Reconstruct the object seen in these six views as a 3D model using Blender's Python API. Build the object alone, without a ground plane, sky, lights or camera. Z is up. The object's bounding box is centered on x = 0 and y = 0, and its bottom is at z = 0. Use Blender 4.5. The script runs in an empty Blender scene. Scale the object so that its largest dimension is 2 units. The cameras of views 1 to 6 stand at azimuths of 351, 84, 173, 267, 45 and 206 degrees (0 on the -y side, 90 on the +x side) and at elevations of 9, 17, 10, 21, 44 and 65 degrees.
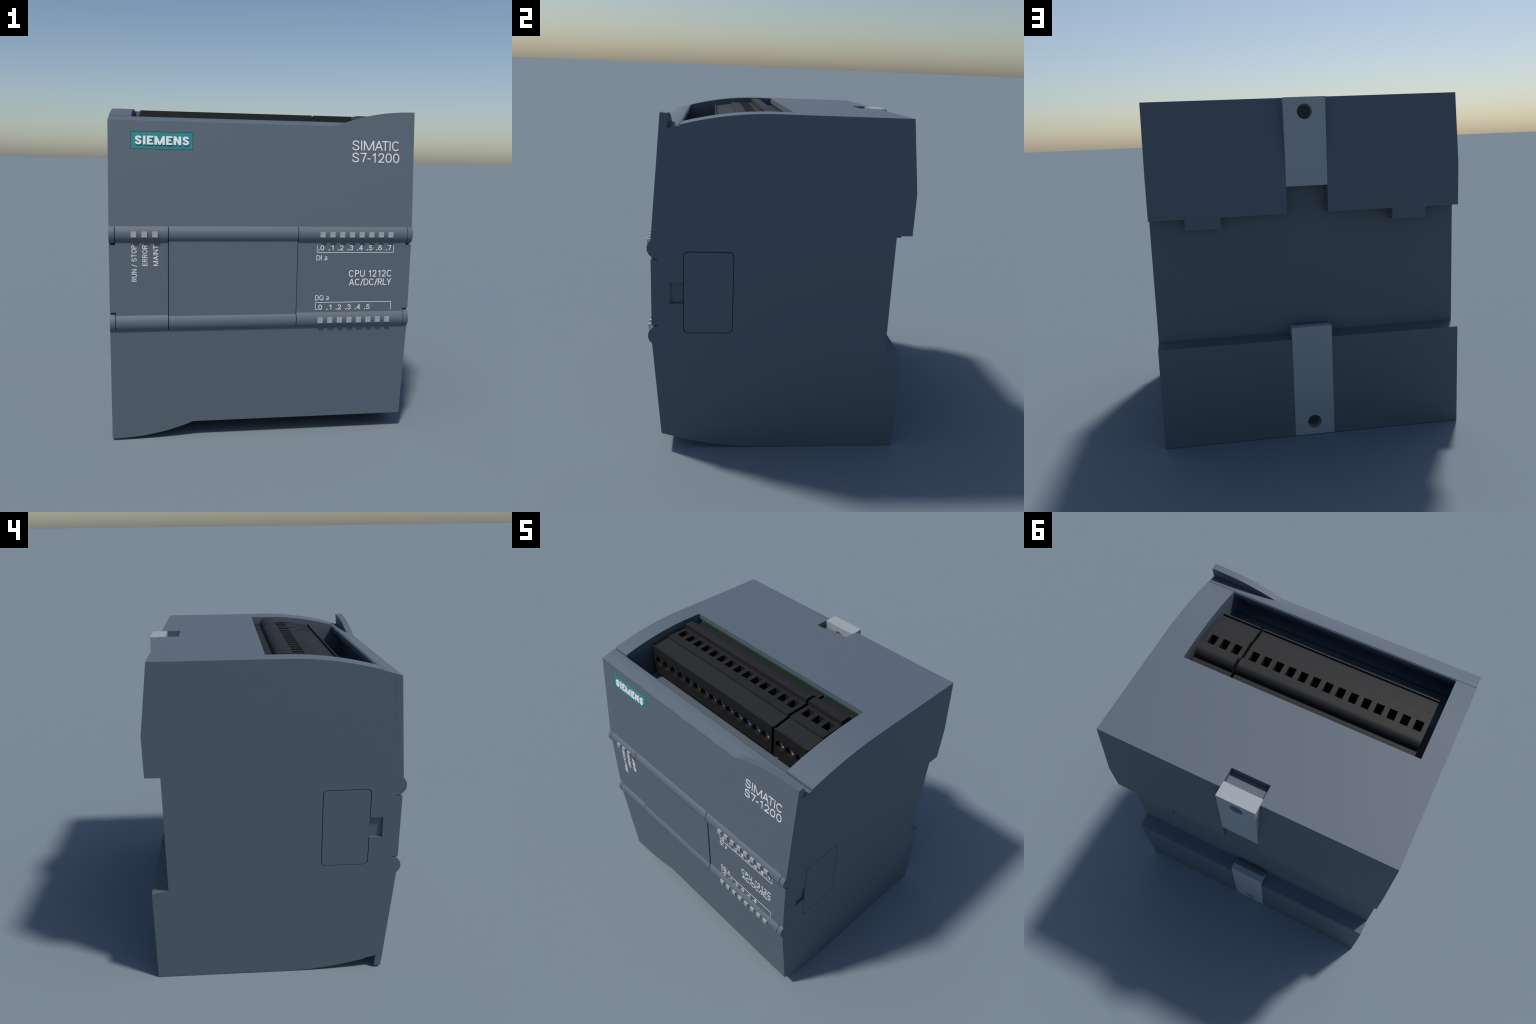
"""Rail-mounted industrial controller: grey box housing with two hinged terminal
covers, a middle front panel between two hinge rods, screw-terminal blocks in a
well in the top, mounting clips on the back, side covers and printed lettering.
Units: metres, z up.  y = -0.75 is the front, y = +0.75 the back."""
import bpy, bmesh, math
from mathutils import Vector

HALF = 0.9                      # half width of the case
TILT = 0.082                    # lean of the cover fronts (dy per dz)
def cover_front_y(z):           # front plane of the upper cover
    return -0.664 - TILT * (1.988 - z)

# ------------------------------------------------------------------ materials
def material(name, colour, roughness=0.5, specular=0.5, metallic=0.0, grain=0.02, bump=0.0):
    m = bpy.data.materials.new(name)
    m.use_nodes = True
    nt = m.node_tree
    b = nt.nodes["Principled BSDF"]
    tc = nt.nodes.new("ShaderNodeTexCoord")
    nz = nt.nodes.new("ShaderNodeTexNoise")
    nz.inputs["Scale"].default_value = 90.0
    nz.inputs["Detail"].default_value = 2.0
    nt.links.new(tc.outputs["Object"], nz.inputs["Vector"])
    ramp = nt.nodes.new("ShaderNodeValToRGB")
    lo = [c * (1 - grain) for c in colour] + [1]
    hi = [c * (1 + grain) for c in colour] + [1]
    ramp.color_ramp.elements[0].position = 0.3
    ramp.color_ramp.elements[1].position = 0.7
    ramp.color_ramp.elements[0].color = lo
    ramp.color_ramp.elements[1].color = hi
    nt.links.new(nz.outputs["Fac"], ramp.inputs["Fac"])
    nt.links.new(ramp.outputs["Color"], b.inputs["Base Color"])
    b.inputs["Roughness"].default_value = roughness
    b.inputs["Specular IOR Level"].default_value = specular
    b.inputs["Metallic"].default_value = metallic
    if bump:
        bp = nt.nodes.new("ShaderNodeBump")
        bp.inputs["Strength"].default_value = bump
        bp.inputs["Distance"].default_value = 0.001
        nt.links.new(nz.outputs["Fac"], bp.inputs["Height"])
        nt.links.new(bp.outputs["Normal"], b.inputs["Normal"])
    return m

CASE = material("grey_blue_plastic", (0.0945, 0.1215, 0.154), 0.64, grain=0.01)
PALE = material("pale_grey_plastic", (0.313, 0.344, 0.367), 0.64, grain=0.01)
LAMP = material("frosted_lamp_plastic", (0.33, 0.355, 0.375), 0.64, grain=0.01)
BLACK = material("black_plastic", (0.010, 0.010, 0.0102), 0.65, 0.38)
TEAL = material("teal_enamel", (0.011, 0.225, 0.235), 0.6, grain=0.01)
INK = material("white_print", (0.80, 0.80, 0.80), 0.5, grain=0.005)
BOARD = material("green_circuit_board", (0.015, 0.32, 0.08), 0.5)
METAL = material("zinc_contact", (0.5, 0.5, 0.51), 0.5)

# ------------------------------------------------------------------ helpers
scene_col = bpy.context.scene.collection

def mesh_object(name, bm, mat, parent=None, smooth=True):
    bmesh.ops.recalc_face_normals(bm, faces=bm.faces)
    me = bpy.data.meshes.new(name)
    bm.to_mesh(me); bm.free()
    me.materials.append(mat)
    ob = bpy.data.objects.new(name, me)
    scene_col.objects.link(ob)
    if smooth:
        finish(ob)
    ob.parent = parent
    return ob

def finish(ob):
    for p in ob.data.polygons:
        p.use_smooth = True
    ob.data.set_sharp_from_angle(angle=math.radians(24))

def add_prism(bm, profile, x0, x1):
    """Extrude a (y, z) profile from x0 to x1."""
    a = [bm.verts.new((x0, y, z)) for y, z in profile]
    b = [bm.verts.new((x1, y, z)) for y, z in profile]
    n = len(profile)
    bm.faces.new(a); bm.faces.new(list(reversed(b)))
    for i in range(n):
        j = (i + 1) % n
        bm.faces.new((a[i], b[i], b[j], a[j]))

def add_box(bm, x0, x1, y0, y1, z0, z1):
    add_prism(bm, [(y0, z0), (y1, z0), (y1, z1), (y0, z1)], x0, x1)

def add_cylinder_y(bm, cx, cz, r, y0, y1, n=40):
    ring = [(cx + r * math.cos(2 * math.pi * i / n), cz + r * math.sin(2 * math.pi * i / n)) for i in range(n)]
    a = [bm.verts.new((x, y0, z)) for x, z in ring]
    b = [bm.verts.new((x, y1, z)) for x, z in ring]
    bm.faces.new(a); bm.faces.new(list(reversed(b)))
    for i in range(n):
        j = (i + 1) % n
        bm.faces.new((a[i], b[i], b[j], a[j]))

def rounded_rect(y0, y1, z0, z1, r, n=8):
    pts = []
    for cy, cz, a0 in ((y1 - r, z1 - r, 0), (y0 + r, z1 - r, 90), (y0 + r, z0 + r, 180), (y1 - r, z0 + r, 270)):
        for i in range(n + 1):
            a = math.radians(a0 + 90 * i / n)
            pts.append((cy + r * math.cos(a), cz + r * math.sin(a)))
    return pts

def cut(ob, fill):
    """Boolean-subtract each solid that fill() yields."""
    bm = bmesh.new()
    fill(bm)
    bmesh.ops.recalc_face_normals(bm, faces=bm.faces)
    me = bpy.data.meshes.new("cutter"); bm.to_mesh(me); bm.free()
    tool = bpy.data.objects.new("cutter", me)
    scene_col.objects.link(tool)
    md = ob.modifiers.new("cut", 'BOOLEAN')
    md.object = tool; md.operation = 'DIFFERENCE'; md.solver = 'EXACT'
    md.use_self = True
    dg = bpy.context.evaluated_depsgraph_get()
    new = bpy.data.meshes.new_from_object(ob.evaluated_get(dg))
    new.name = ob.data.name
    ob.modifiers.clear()
    ob.data = new
    bpy.data.objects.remove(tool)
    bpy.data.meshes.remove(me)
    finish(ob)

def turn(pts):
    """Half turn about the y axis through z = 1, seen in the (y, z) section."""
    return [(y, 2 - z) for y, z in reversed(pts)]

root = bpy.data.objects.new("industrial_controller", None)
root.location = (0, 0, 0)
scene_col.objects.link(root)
root["label"] = "grey-blue plastic rail-mounted control module with screw terminals"
root["category"] = "electronic module"

# ------------------------------------------------------------------ housing
SEAM_TOP, SEAM_HINGE = (-0.5625, 1.918), (-0.622, 1.2)
def arc_top(n=18):              # flat roof falling in a large arc to the front
    R, y0, y1 = 1.885, -0.05, -0.561
    return [(y0 + (y1 - y0) * i / n, 2.0 - ((y0 + (y1 - y0) * i / n - y0) ** 2) / (2 * R)) for i in range(n + 1)]

upper_front = [SEAM_HINGE, SEAM_TOP] + list(reversed(arc_top()))
back = [(0.685, 2.0), (0.740, 1.595), (0.740, 1.353), (0.650, 1.352), (0.650, 0.626), (0.750, 0.608), (0.750, 0.0)]
lower_front = [(y, 2 - z) for y, z in arc_top()] + [(SEAM_TOP[0], 2 - SEAM_TOP[1]), (SEAM_HINGE[0], 2 - SEAM_HINGE[1])]
profile = [(-0.684, 1.2)] + upper_front + back + lower_front + [(-0.684, 0.8)]
bm = bmesh.new()
add_prism(bm, profile, -HALF, HALF)
housing = mesh_object("housing", bm, CASE, root)

# rail hooks under the rear overhang
for s in (-1, 1):
    bm = bmesh.new()
    x0, x1 = sorted((s * 0.5, s * 0.7))
    add_box(bm, x0, x1, 0.650, 0.740, 1.290, 1.3525)
    mesh_object("rail_hook", bm, CASE, root)

WELL = (-0.775, 0.713)          # the terminal well between the side walls
def wells(bm):
    for flip in (False, True):
        def P(pts, x0, x1):
            if flip:
                add_prism(bm, turn(pts), -x1, -x0)
            else:
                add_prism(bm, pts, x0, x1)
        P([(-0.75, 1.70), (0.056, 1.70), (0.056, 2.1), (-0.75, 2.1)], *WELL)
def wells_under(bm):
    for flip in (False, True):
        def P(pts, x0, x1):
            if flip:
                add_prism(bm, turn(pts), -x1, -x0)
            else:
                add_prism(bm, pts, x0, x1)
        P([(0.03, 1.702), (0.085, 1.702), (0.085, 1.965), (0.03, 1.965)], WELL[0] + .0005, WELL[1] - .0005)
        P([(-0.75, 1.702), (-0.50, 1.702), (-0.534, 1.885), (-0.75, 1.885)], WELL[0] - .001, WELL[1] + .001)
cut(housing, wells)
cut(housing, wells_under)

def rear_slots(bm):
    add_box(bm, -0.1195, 0.1195, 0.648, 0.9, 1.30, 2.1)     # clip channel
def rear_slots_top(bm):
    add_box(bm, -0.1185, 0.1185, 0.560, 0.70, 1.953, 2.1)   # finger slot in the roof
    add_box(bm, -0.1195, 0.1195, 0.655, 0.9, -0.1, 0.70)    # lower clip channel
cut(housing, rear_slots)
cut(housing, rear_slots_top)

SIDE = (-0.5425, -0.261, 0.7555, 1.2445)
def side_pockets(bm):
    for s in (-1, 1):
        x0, x1 = sorted((s * 0.878, s * 0.95))
        add_prism(bm, rounded_rect(*SIDE, 0.027), x0, x1)
def side_notches(bm):
    for s in (-1, 1):
        x0, x1 = sorted((s * 0.885, s * 0.95))
        add_box(bm, x0, x1, -0.6175, -0.530, 0.9375, 1.0635)
cut(housing, side_pockets)
cut(housing, side_notches)

for s in (-1, 1):
    bm = bmesh.new()
    g = 0.0042
    x0, x1 = sorted((s * 0.8785, s * HALF))
    add_prism(bm, rounded_rect(SIDE[0] + g, SIDE[1] - g, SIDE[2] + g, SIDE[3] - g, 0.024), x0, x1)
    mesh_object("side_cover", bm, CASE, root)

# ------------------------------------------------------------------ hinged terminal covers
ROD_Y, ROD_Z, ROD_R = -0.682, 1.26, 0.06
PLATE_T = 0.041
def bevel_z(y):                 # sloping top of the cover behind its front edge
    return 1.897 + (y + 0.672) * 0.28

up = Vector((0, TILT, 1)).normalized()
def on_cover(z):                 # V coordinate along the leaning cover for height z
    return (z - 1.988) / up.z
COVER = dict(origin=(0, -0.664, 1.988), U=(1, 0, 0), V=up)
o, n_out = Vector(COVER['origin']), Vector((0, -1, TILT)).normalized()
def plate_box(bm, x0, x1, z0, z1, d0, d1, shift):
    vs = []
    for d in (d0, d1):
        for x, z in ((x0, z0), (x1, z0), (x1, z1), (x0, z1)):
            vs.append(bm.verts.new(o + Vector((x, 0, 0)) + up * on_cover(z) + n_out * d + Vector((0, 0, shift))))
    a, b = vs[:4], vs[4:]
    bm.faces.new(a); bm.faces.new(b)
    for i in range(4):
        j = (i + 1) % 4
        bm.faces.new((a[i], a[j], b[j], b[i]))
def name_plate_pocket(b):
    plate_box(b, -0.7755, -0.4240, 1.7395, 1.8375, -0.012, 0.02, 0)

def tab_height(x):              # raised finger tab: rises in an arc towards x = +0.9
    if x <= 0.42:
        return 1.897
    t = (0.9 - x) / 0.48
    return 1.8985 + 0.0905 * (1 - t ** 2.15)

def build_cover(pocket=None):
    # front plate with the finger tab; on the upper cover a pocket for the name plate
    bm = bmesh.new()
    xs = [-HALF, 0.42] + [0.42 + 0.48 * (i / 28) for i in range(1, 29)]
    front, rear = [], []
    for x in xs:
        z = tab_height(x)
        y = cover_front_y(z)
        front.append((x, y, z))
        yb = y + PLATE_T
        rear.append((x, yb, max(z - 0.0034, bevel_z(yb))))
    zb = 1.300
    fb = [(HALF, cover_front_y(zb), zb), (-HALF, cover_front_y(zb), zb)]
    rb = [(HALF, cover_front_y(zb) + PLATE_T, zb), (-HALF, cover_front_y(zb) + PLATE_T, zb)]
    F = [bm.verts.new(p) for p in front + fb]
    R = [bm.verts.new(p) for p in rear + rb]
    bm.faces.new(F); bm.faces.new(list(reversed(R)))
    for i in range(len(F)):
        j = (i + 1) % len(F)
        bm.faces.new((F[i], R[i], R[j], F[j]))
    if pocket:
        tmp = mesh_object("plate", bm, CASE)
        cut(tmp, pocket)
        bm = bmesh.new()
        bm.from_mesh(tmp.data)
        bpy.data.objects.remove(tmp)
    # hollow rear part: roof, two end walls, bottom wall
    e = 0.0
    def yb(z): return cover_front_y(z) + PLATE_T
    def ys(z): return SEAM_TOP[0] - e + (SEAM_HINGE[0] - SEAM_TOP[0]) * (1.918 - z) / 0.718
    y0 = cover_front_y(1.897) + PLATE_T
    roof = [(y0, bevel_z(y0)), (-0.574, bevel_z(-0.574)), (-0.571, 1.9242), (ys(1.918), 1.9175), (ys(1.885), 1.885), (yb(1.885), 1.885)]
    add_prism(bm, roof, -HALF, HALF)
    wall = [(yb(1.885), 1.885), (ys(1.885), 1.885), (ys(1.30), 1.30), (yb(1.30), 1.30)]
    add_prism(bm, wall, -HALF, WELL[0])
    add_prism(bm, wall, WELL[1], HALF)
    add_prism(bm, [(yb(1.728), 1.728), (ys(1.728), 1.728), (ys(1.30), 1.30), (yb(1.30), 1.30)], WELL[0] + .0001, WELL[1] - .0001)
    # hinge knuckles at both ends
    arc = []
    a0 = math.pi - math.asin((1.305 - ROD_Z) / ROD_R)
    for i in range(25):
        a = a0 + (1.5 * math.pi - a0) * i / 24
        arc.append((ROD_Y + ROD_R * math.cos(a), ROD_Z + ROD_R * math.sin(a)))
    knuckle = arc + [(SEAM_HINGE[0] - e, 1.2), (ys(1.2999), 1.2999), (cover_front_y(1.2999) + .001, 1.2999)]
    add_prism(bm, knuckle, -HALF, -0.869)
    add_prism(bm, knuckle, 0.869, HALF)
    for v in bm.verts:
        v.co.z -= 1.0
    return bm

def place_cover(flip):
    ob = mesh_object("terminal_cover", build_cover(None if flip else name_plate_pocket), CASE, root)
    ob.location = (0, 0, 1)
    if flip:
        ob.rotation_euler = (0, math.pi, 0)
    return ob
cover = place_cover(False)
place_cover(True)

# ------------------------------------------------------------------ middle front panel with hinge rods
PANEL_Y = -0.721
def panel_profile(PANEL_Y):
    k = math.sqrt(ROD_R ** 2 - (PANEL_Y - ROD_Y) ** 2)      # half chord in the panel plane
    pts = []
    # lower rod: from its back round the bottom, front and up to the panel plane
    zc = 2 - ROD_Z
    n = 30
    a_join = math.atan2(k, PANEL_Y - ROD_Y)                  # angle of the upper join (2nd quadrant)
    for i in range(n + 1):                                   # 1.75*pi (back, low) -> a_join going clockwise
        a = 1.62 * math.pi + (a_join - 1.62 * math.pi) * i / n
        pts.append((ROD_Y + ROD_R * math.cos(a), zc + ROD_R * math.sin(a)))
    zc = ROD_Z
    for i in range(n + 1):
        a = (2 * math.pi - a_join) + (0.38 * math.pi - (2 * math.pi - a_join)) * i / n
        pts.append((ROD_Y + ROD_R * math.cos(a), zc + ROD_R * math.sin(a)))
    # back side
    pts += [(-0.6845 + 0.026, 1.2995), (-0.6845 + 0.026, 1.2005), (-0.6845, 1.2), (-0.6845, 0.8), (-0.6845 + 0.026, 0.7995), (-0.6845 + 0.026, 0.7005)]
    return pts

panel_plain = [(PANEL_Y, 0.804), (-0.684, 0.804), (-0.684, 1.196), (PANEL_Y, 1.196)]
for x0, x1 in ((-0.865, -0.5675), (-0.5628, 0.1922), (0.1970, 0.865)):
    bm = bmesh.new()
    add_prism(bm, panel_profile(-0.727 if x1 < 0.8 and x0 > -0.8 else PANEL_Y), x0, x1)
    if x0 < -0.8:
        add_prism(bm, panel_plain, -HALF, x0)
    if x1 > 0.8:
        add_prism(bm, panel_plain, x1, HALF)
    mesh_object("front_panel", bm, CASE, root)

# indicator lamps on the rods
bm = bmesh.new()
add_box(bm, -0.0157, 0.0157, -0.75, -0.72, -0.0162, 0.0162)
lamp = mesh_object("indicator_lamp", bm, LAMP, root)
lamp_mesh = lamp.data
spots = [(-0.7605 + 0.06 * i, ROD_Z + 0.001) for i in range(3)]
spots += [(0.340 + 0.0599 * i, ROD_Z + 0.001) for i in range(8)]
spots += [(0.340 + 0.0599 * i, 2 - ROD_Z + 0.001) for i in range(8)]
for i, (x, z) in enumerate(spots):
    ob = lamp if i == 0 else lamp.copy()
    if i:
        scene_col.objects.link(ob)
    ob.location = (x, 0, z)

# ------------------------------------------------------------------ terminal blocks
def block_profile():
    top = [(-0.376, 1.742), (-0.376, 1.9450), (-0.3675, 1.9450), (-0.3675, 1.915), (-0.3635, 1.915), (-0.3635, 1.9345),
           (-0.2505, 1.9515), (-0.2505, 1.9630), (-0.0975, 1.9645), (-0.0975, 1.9955), (-0.055, 1.9970)]
    for i in range(1, 13):
        a = math.radians(90 - 90 * i / 12)
        top.append((-0.055 + 0.047 * math.cos(a), 1.950 + 0.047 * math.sin(a)))
    top += [(0.0625, 1.9495), (0.0625, 1.742)]
    return top

def terminal_block(x0, x1, holes, flip=False):
    bm = bmesh.new()
    add_prism(bm, block_profile(), x0, x1)
    for v in bm.verts:
        v.co.z -= 1.0
    ob = mesh_object("terminal_block", bm, BLACK, root)
    def screw_shafts(b):
        for x in holes:
            # square screw shafts, narrowing a little downwards
            t = [(x - 0.024, -0.188), (x + 0.024, -0.188), (x + 0.024, -0.120), (x - 0.024, -0.120)]
            lo = [b.verts.new((px, py, 0.875)) for px, py in t]
            hi = [b.verts.new((px, py, 1.02)) for px, py in t]
            b.faces.new(lo); b.faces.new(hi)
            for i in range(4):
                j = (i + 1) % 4
                b.faces.new((lo[i], lo[j], hi[j], hi[i]))
    def wire_entries(b):
        for x in holes:
            add_cylinder_y(b, x - 0.001, 0.842, 0.033, -0.40, -0.346, 32)
    cut(ob, screw_shafts)
    cut(ob, wire_entries)
    ob.location = (0, 0, 1)
    if flip:
        ob.rotation_euler = (0, math.pi, 0)
    first = None
    for x in holes:
        if first is None:
            b = bmesh.new()
            add_cylinder_y(b, 0, 0, 0.0325, -0.3475, -0.3455, 32)
            first = mesh_object("wire_contact", b, METAL, ob)
            c = first
        else:
            c = first.copy()
            scene_col.objects.link(c)
        c.location = (x - 0.001, 0, 0.842)
    return ob

terminal_block(-0.737, 0.405, [-0.686 + 0.08 * i for i in range(14)])
terminal_block(0.424, 0.683, [0.475, 0.555, 0.635])
terminal_block(-0.737, 0.405, [-0.686 + 0.08 * i for i in range(14)], flip=True)
terminal_block(0.424, 0.683, [0.475, 0.555, 0.635], flip=True)

for flip in (False, True):
    bm = bmesh.new()
    z0, z1 = (1.704, 1.9645) if not flip else (2 - 1.9645, 2 - 1.704)
    x0, x1 = (WELL[0] + .001, WELL[1] - .001) if not flip else (-WELL[1] + .001, -WELL[0] - .001)
    add_box(bm, x0, x1, 0.0655, 0.0845, z0, z1)
    mesh_object("circuit_board", bm, BOARD, root)

# ------------------------------------------------------------------ mounting clips
bm = bmesh.new()
add_box(bm, -0.119, 0.119, 0.6475, 0.740, 1.508, 1.999)
clip = mesh_object("mounting_clip", bm, PALE, root)
cut(clip, lambda b: add_cylinder_y(b, 0, 1.92, 0.0425, 0.6, 0.8, 48))
bm = bmesh.new()
add_prism(bm, [(0.656, 0.001), (0.750, 0.001), (0.750, 0.679), (0.709, 0.683), (0.657, 0.628)], -0.119, 0.119)
clip = mesh_object("mounting_clip", bm, PALE, root)
cut(clip, lambda b: add_cylinder_y(b, 0, 0.080, 0.0425, 0.6, 0.8, 48))

# ------------------------------------------------------------------ lettering
def oval(cx, cy, rx, ry, a0=0, a1=360, n=28, p=0.86):
    pts = []
    for i in range(n + (0 if a1 - a0 == 360 else 1)):
        a = math.radians(a0 + (a1 - a0) * i / n)
        c, s = math.cos(a), math.sin(a)
        pts.append((cx + rx * math.copysign(abs(c) ** p, c), cy + ry * math.copysign(abs(s) ** p, s)))
    return pts

def spline(pts, n=6):
    out = []
    for i in range(len(pts) - 1):
        p0 = pts[max(i - 1, 0)]; p1 = pts[i]; p2 = pts[i + 1]; p3 = pts[min(i + 2, len(pts) - 1)]
        for k in range(n):
            t = k / n
            out.append(tuple(0.5 * (2 * p1[d] + (p2[d] - p0[d]) * t + (2 * p0[d] - 5 * p1[d] + 4 * p2[d] - p3[d]) * t * t
                                    + (3 * p1[d] - p0[d] - 3 * p2[d] + p3[d]) * t ** 3) for d in (0, 1)))
    out.append(pts[-1])
    return out

def L(*pts): return ('line', list(pts), False)
def C(pts): return ('line', pts, False)
def O(pts): return ('line', pts, True)
def D(*p): return ('diag',) + p           # x0, y0, x1, y1: ends cut level

S_PATH = [(0.97, 0.76), (0.88, 0.91), (0.70, 0.985), (0.50, 1.0), (0.27, 0.97), (0.10, 0.86), (0.07, 0.74), (0.16, 0.62),
          (0.45, 0.53), (0.75, 0.45), (0.94, 0.34), (0.98, 0.22), (0.88, 0.08), (0.68, 0.01), (0.48, 0.0), (0.25, 0.03), (0.09, 0.12), (0.0, 0.27)]
BOWL_HI = [(0, 1), (0.5, 1)] + oval(0.5, 0.745, 0.48, 0.255, 80, -80, 12, 0.9) + [(0.5, 0.49), (0, 0.49)]
GLYPHS = {                                 # width (in cap heights), strokes in a unit box
    'S': (0.68, [C(spline(S_PATH, 4))]),
    'I': (None, [L((0.5, -9), (0.5, 9))]),
    'E': (0.60, [L((0, -9), (0, 9)), L((0, 1), (9, 1)), L((0, .52), (.96, .52)), L((0, 0), (9, 0))]),
    'M': (0.90, [L((0, -9), (0, 9)), L((1, -9), (1, 9)), D(0, 1, .5, 0), D(1, 1, .5, 0)]),
    'N': (0.72, [L((0, -9), (0, 9)), L((1, -9), (1, 9)), D(0, 1, 1, 0)]),
    'A': (0.76, [D(.5, 1, 0, 0), D(.5, 1, 1, 0), L((.2, .3), (.8, .3))]),
    'T': (0.64, [L((-9, 1), (9, 1)), L((.5, -9), (.5, 9))]),
    'C': (0.74, [C(oval(.5, .5, .5, .5, 38, 322))]),
    'P': (0.60, [L((0, -9), (0, 9)), C(BOWL_HI)]),
    'R': (0.66, [L((0, -9), (0, 9)), C(BOWL_HI), D(.5, .5, 1, 0)]),
    'U': (0.68, [C([(0, 9), (0, .4)] + oval(.5, .32, .5, .32, 185, 355, 16) + [(1, .4), (1, 9)])]),
    'D': (0.70, [O([(0, 0), (.4, 0)] + oval(.4, .5, .6, .5, -80, 80, 20) + [(.4, 1), (0, 1)])]),
    'O': (0.78, [O(oval(.5, .5, .5, .5))]),
    'Q': (0.78, [O(oval(.5, .5, .5, .5)), L((.58, .24), (1.0, -.03))]),
    'L': (0.54, [L((0, -9), (0, 9)), L((0, 0), (9, 0))]),
    'Y': (0.70, [D(0, 1, .5, .42), D(1, 1, .5, .42), L((.5, -9), (.5, .45))]),
    '/': (0.36, [D(1.2, 1, -.2, -.06)]),
    '-': (0.36, [L((-9, .36), (9, .36))]),
    '.': (0.19, [L((.5, -9), (.5, .13)), L((0, -9), (0, .13)), L((1, -9), (1, .13))]),
    ' ': (0.26, []),
    '0': (0.56, [O(oval(.5, .5, .5, .5))]),
    '1': (0.46, [L((.9, -9), (.9, 9)), C([(.2, .76), (.45, .81), (.7, .90), (.87, 1.0)])]),
    '2': (0.56, [C(spline([(.02, .72), (.09, .88), (.27, .985), (.5, 1), (.75, .97), (.93, .85), (.95, .70), (.86, .54), (.6, .34), (.3, .17), (.03, 0)], 3)),
                 L((-9, 0), (9, 0))]),
    '3': (0.56, [C(spline([(.03, .76), (.12, .91), (.3, .99), (.5, 1), (.75, .97), (.92, .84), (.90, .68), (.75, .57), (.38, .535)], 3)),
                 C(spline([(.38, .535), (.72, .52), (.93, .42), (1, .28), (.92, .1), (.7, .01), (.48, 0), (.2, .04), (.05, .14), (0, .27)], 3))]),
    '4': (0.60, [L((.76, -9), (.76, 9)), C([(.74, 1), (.02, .27)]), L((-.08, .24), (1.1, .24))]),
    '5': (0.56, [L((.16, 1), (.95, 1)), C([(.2, 1), (.1, .47)]),
                 C(spline([(.08, .49), (.28, .62), (.52, .645), (.8, .58), (.98, .40), (.97, .2), (.8, .04), (.5, 0), (.2, .04), (.06, .13), (0, .25)], 3))]),
    '6': (0.56, [O(oval(.5, .32, .5, .32)), C(spline([(.95, .84), (.8, .97), (.55, 1), (.3, .95), (.1, .75), (.01, .5), (0, .32)], 3))]),
    '7': (0.56, [L((-9, 1), (9, 1)), D(.97, 1, .36, 0)]),
    'a': (0.52, [C(spline([(.14, .70), (.3, .755), (.52, .76), (.78, .72), (.9, .6), (.9, .3), (.9, 0)], 3)),
                 C(spline([(.88, .40), (.5, .38), (.15, .33), (.02, .2), (.1, .05), (.32, -.01), (.6, .03), (.88, .16)], 3))]),
}

def ribbon(pts, closed, w):
    n = len(pts)
    left, right = [], []
    for i in range(n):
        p = Vector(pts[i])
        a = Vector(pts[i - 1]) if (i > 0 or closed) else None
        b = Vector(pts[(i + 1) % n]) if (i < n - 1 or closed) else None
        d1 = (p - a).normalized() if a is not None else None
        d2 = (b - p).normalized() if b is not None else None
        d1 = d1 or d2; d2 = d2 or d1
        n1 = Vector((-d1.y, d1.x)); n2 = Vector((-d2.y, d2.x))
        m = n1 + n2
        m = m.normalized() if m.length > 1e-6 else n1
        k = min(1 / max(m.dot(n1), 0.3), 1.9)
        left.append(p + m * (w / 2 * k)); right.append(p - m * (w / 2 * k))
    return left, right

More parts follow.
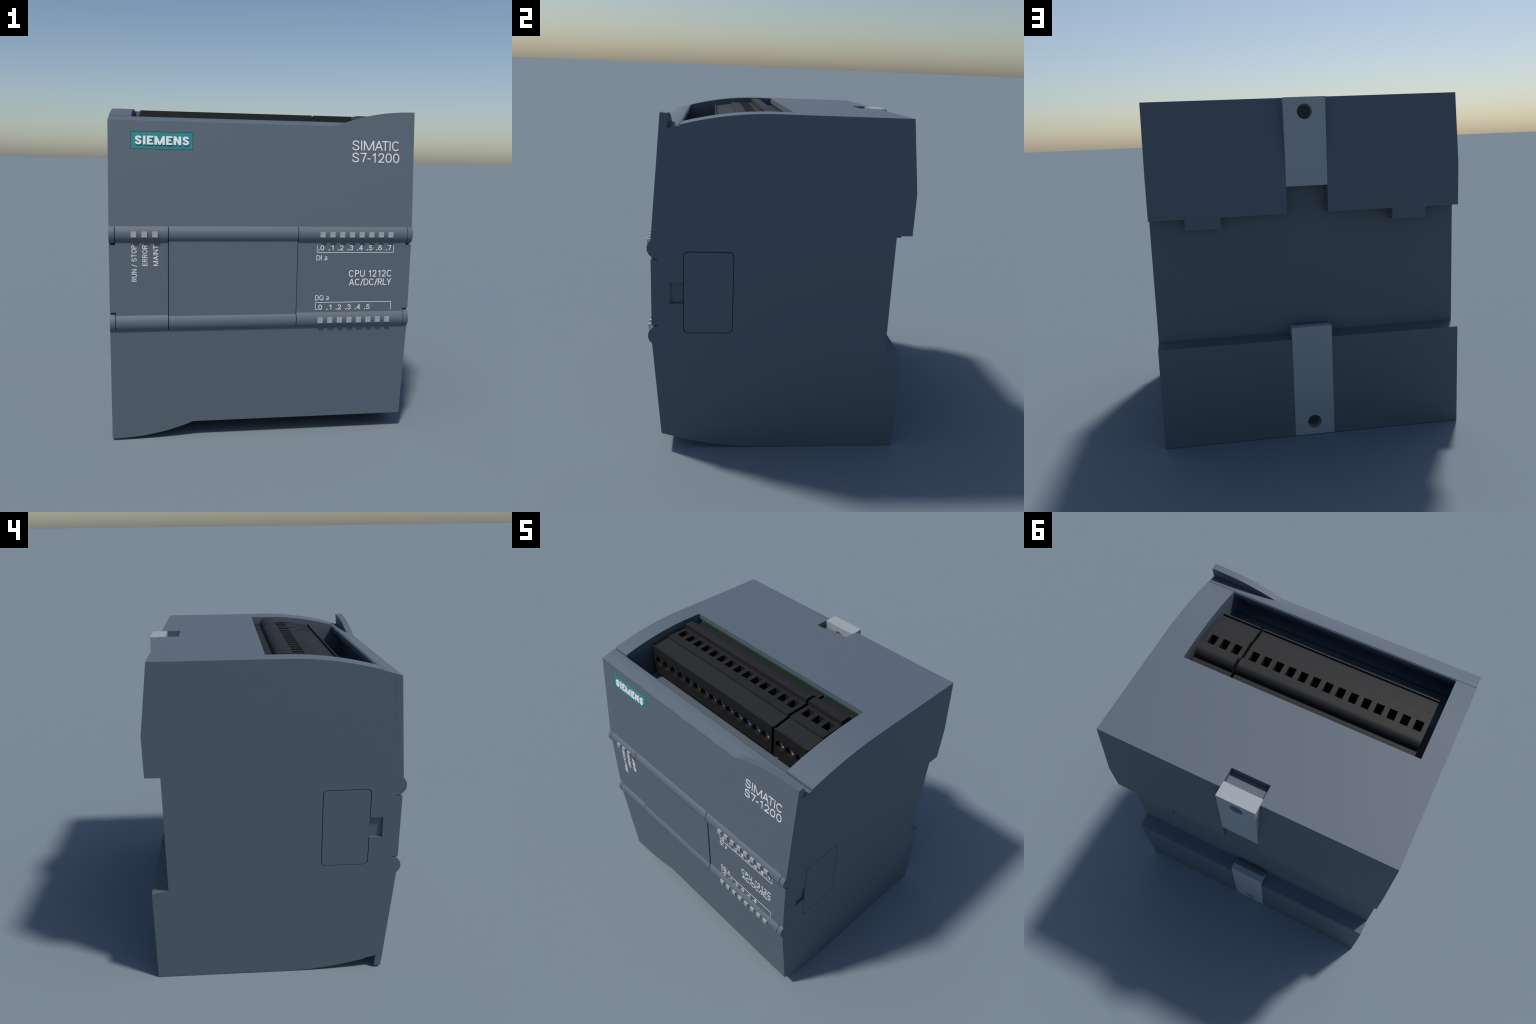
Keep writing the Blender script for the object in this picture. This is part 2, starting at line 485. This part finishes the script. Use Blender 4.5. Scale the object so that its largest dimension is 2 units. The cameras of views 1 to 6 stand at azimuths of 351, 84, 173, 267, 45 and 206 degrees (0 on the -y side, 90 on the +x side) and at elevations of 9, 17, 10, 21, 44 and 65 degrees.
def write(name, text, x_left, x_right, base, height, weight, origin, U, V, depth, parent, gap=0.16, widths=None, kern=None, flat=None):
    """Set one line of raised print.  U and V span the surface; x runs along U, base along V."""
    U, V = Vector(U), Vector(V)
    N = U.cross(V).normalized()
    sw = weight
    sh = flat or sw             # weight of level strokes
    q_ = sw / sh
    items, pen = [], 0.0
    for i, ch in enumerate(text):
        pen += (kern or {}).get(text[max(i - 1, 0):i + 1], 0.0) * height
        w, strokes = GLYPHS[ch]
        w = (widths or {}).get(ch, w)
        wd = sw if w is None else w * height
        items.append((pen, wd, strokes)); pen += wd + gap * height
    total = pen - gap * height
    sx = (x_right - x_left) / total
    bm = bmesh.new()
    layer = 0
    def solid(poly_left, poly_right, closed, layer):
        top = depth + 0.00025 * (layer % 5)
        o = Vector(origin)
        def put(p, h): return bm.verts.new(o + U * p.x + V * p.y + N * h)
        lt = [put(p, top) for p in poly_left]; rt = [put(p, top) for p in poly_right]
        lb = [put(p, -0.002) for p in poly_left]; rb = [put(p, -0.002) for p in poly_right]
        m = len(lt)
        for i in range(m if closed else m - 1):
            j = (i + 1) % m
            bm.faces.new((lt[i], rt[i], rt[j], lt[j])); bm.faces.new((lb[j], rb[j], rb[i], lb[i]))
            bm.faces.new((lt[j], lb[j], lb[i], lt[i])); bm.faces.new((rt[i], rb[i], rb[j], rt[j]))
        if not closed:
            for e in (0, m - 1):
                bm.faces.new((lt[e], lb[e], rb[e], rt[e]))
    for x0, wd, strokes in items:
        gx0 = x_left + x0 * sx; gw = wd * sx
        def mx(u):              # +-9 means the very edge of the glyph
            if u < -5: return gx0
            if u > 5: return gx0 + gw
            return gx0 + sw / 2 + u * (gw - sw)
        def mz(v):
            if v < -5: return base
            if v > 5: return base + height
            return base + sh / 2 + v * (height - sh)
        for st in strokes:
            layer += 1
            if st[0] == 'diag':
                _, u0, v0, u1, v1 = st
                p, q = Vector((mx(u0), base + v0 * height)), Vector((mx(u1), base + v1 * height))
                d = q - p
                h = Vector((min(sw, sh * 1.15) / 2 * d.length / max(abs(d.y), 1e-6), 0))
                h.x = min(h.x, sw * 1.0)
                solid([p - h, q - h], [p + h, q + h], False, layer)
            else:
                pts = [(mx(u), mz(v)) for u, v in st[1]]
                l, r = ribbon([(a, b * q_) for a, b in pts], st[2], sw)
                for p in l + r:
                    p.y /= q_
                solid(l, r, st[2], layer)
    return mesh_object(name, bm, INK, parent, smooth=False)

PANEL = dict(origin=(0, PANEL_Y, 0), U=(1, 0, 0), V=(0, 0, 1))
UPWARD = dict(origin=(0, PANEL_Y, 0), U=(0, 0, 1), V=(-1, 0, 0))

# name plate: teal plate let into the cover, with raised bold letters
bm = bmesh.new()
plate_box(bm, -0.7735, -0.4260, 1.7415, 1.8355, -0.0118, -0.0002, 0)
plate = mesh_object("name_plate", bm, TEAL, root)
write("raised_lettering", "SIEMENS", -0.7505, -0.4465, on_cover(1.7645), 0.0485, 0.0140, depth=0.0055, parent=plate, gap=0.14, flat=0.0098,
      widths={'S': .80, 'I': .335, 'E': .74, 'M': 1.22, 'N': .90}, **COVER)

PRINT = dict(depth=0.0012, parent=root)
write("printed_lettering", "SIMATIC", 0.516, 0.8085, on_cover(1.7585), 0.0575, 0.0062, gap=0.15, widths={'M': .97, 'A': .76, 'T': .62, 'C': .70},
      kern={'IM': .02, 'MA': -.07, 'AT': -.22, 'TI': -.06}, **PRINT, **COVER)
write("printed_lettering", "S7-1200", 0.516, 0.8095, on_cover(1.6885), 0.0555, 0.0062, gap=0.13, widths={'-': .30, '7': .60, '0': .61, '2': .58},
      kern={'7-': -.06, '-1': -.05, '12': .09}, **PRINT, **COVER)
small = dict(weight=0.0037, gap=0.15)
write("printed_lettering", "RUN / STOP", 0.986, 1.196, 0.7455, 0.0285, **small, **PRINT, **UPWARD)
write("printed_lettering", "ERROR", 1.0765, 1.1965, 0.6845, 0.0285, **small, **PRINT, **UPWARD)
write("printed_lettering", "MAINT", 1.0765, 1.1955, 0.6235, 0.0285, **small, **PRINT, **UPWARD)
write("printed_lettering", "DI a", 0.311, 0.378, 1.1035, 0.0310, 0.0038, gap=.14, flat=0.0033, **PRINT, **PANEL)
write("printed_lettering", "DQ a", 0.311, 0.396, 0.8590, 0.0310, 0.0038, gap=.14, flat=0.0033, **PRINT, **PANEL)
write("printed_lettering", "CPU 1212C", 0.5155, 0.7865, 1.0015, 0.0410, 0.0049, gap=.16, widths={' ': .16}, kern={'12': .06}, **PRINT, **PANEL)
write("printed_lettering", "AC/DC/RLY", 0.5195, 0.7855, 0.9490, 0.0410, 0.0049, gap=.11, kern={'LY': -.08}, **PRINT, **PANEL)
for base, count in ((1.1640, 8), (0.8000, 6)):
    for i in range(count):
        right = 0.3550 + 0.0601 * i
        write("printed_lettering", ".%d" % i, right - 0.0345 + (0.002 if i == 1 else 0), right, base, 0.0315, 0.0040, gap=.14,
              widths={'4': .62}, **PRINT, **PANEL)
for z_line, z_end in ((1.1505, 1.197), (0.8460, 0.797)):      # brackets around the channel numbers
    bm = bmesh.new()
    t = 0.0014
    lo, hi = sorted((z_line, z_end))
    for x in (0.3135, 0.7905):
        add_box(bm, x - t, x + t, PANEL_Y - 0.0012, PANEL_Y + 0.002, lo, hi)
    add_box(bm, 0.3135 + t, 0.7905 - t, PANEL_Y - 0.0012, PANEL_Y + 0.002, z_line - t, z_line + t)
    mesh_object("printed_bracket", bm, INK, root, smooth=False)
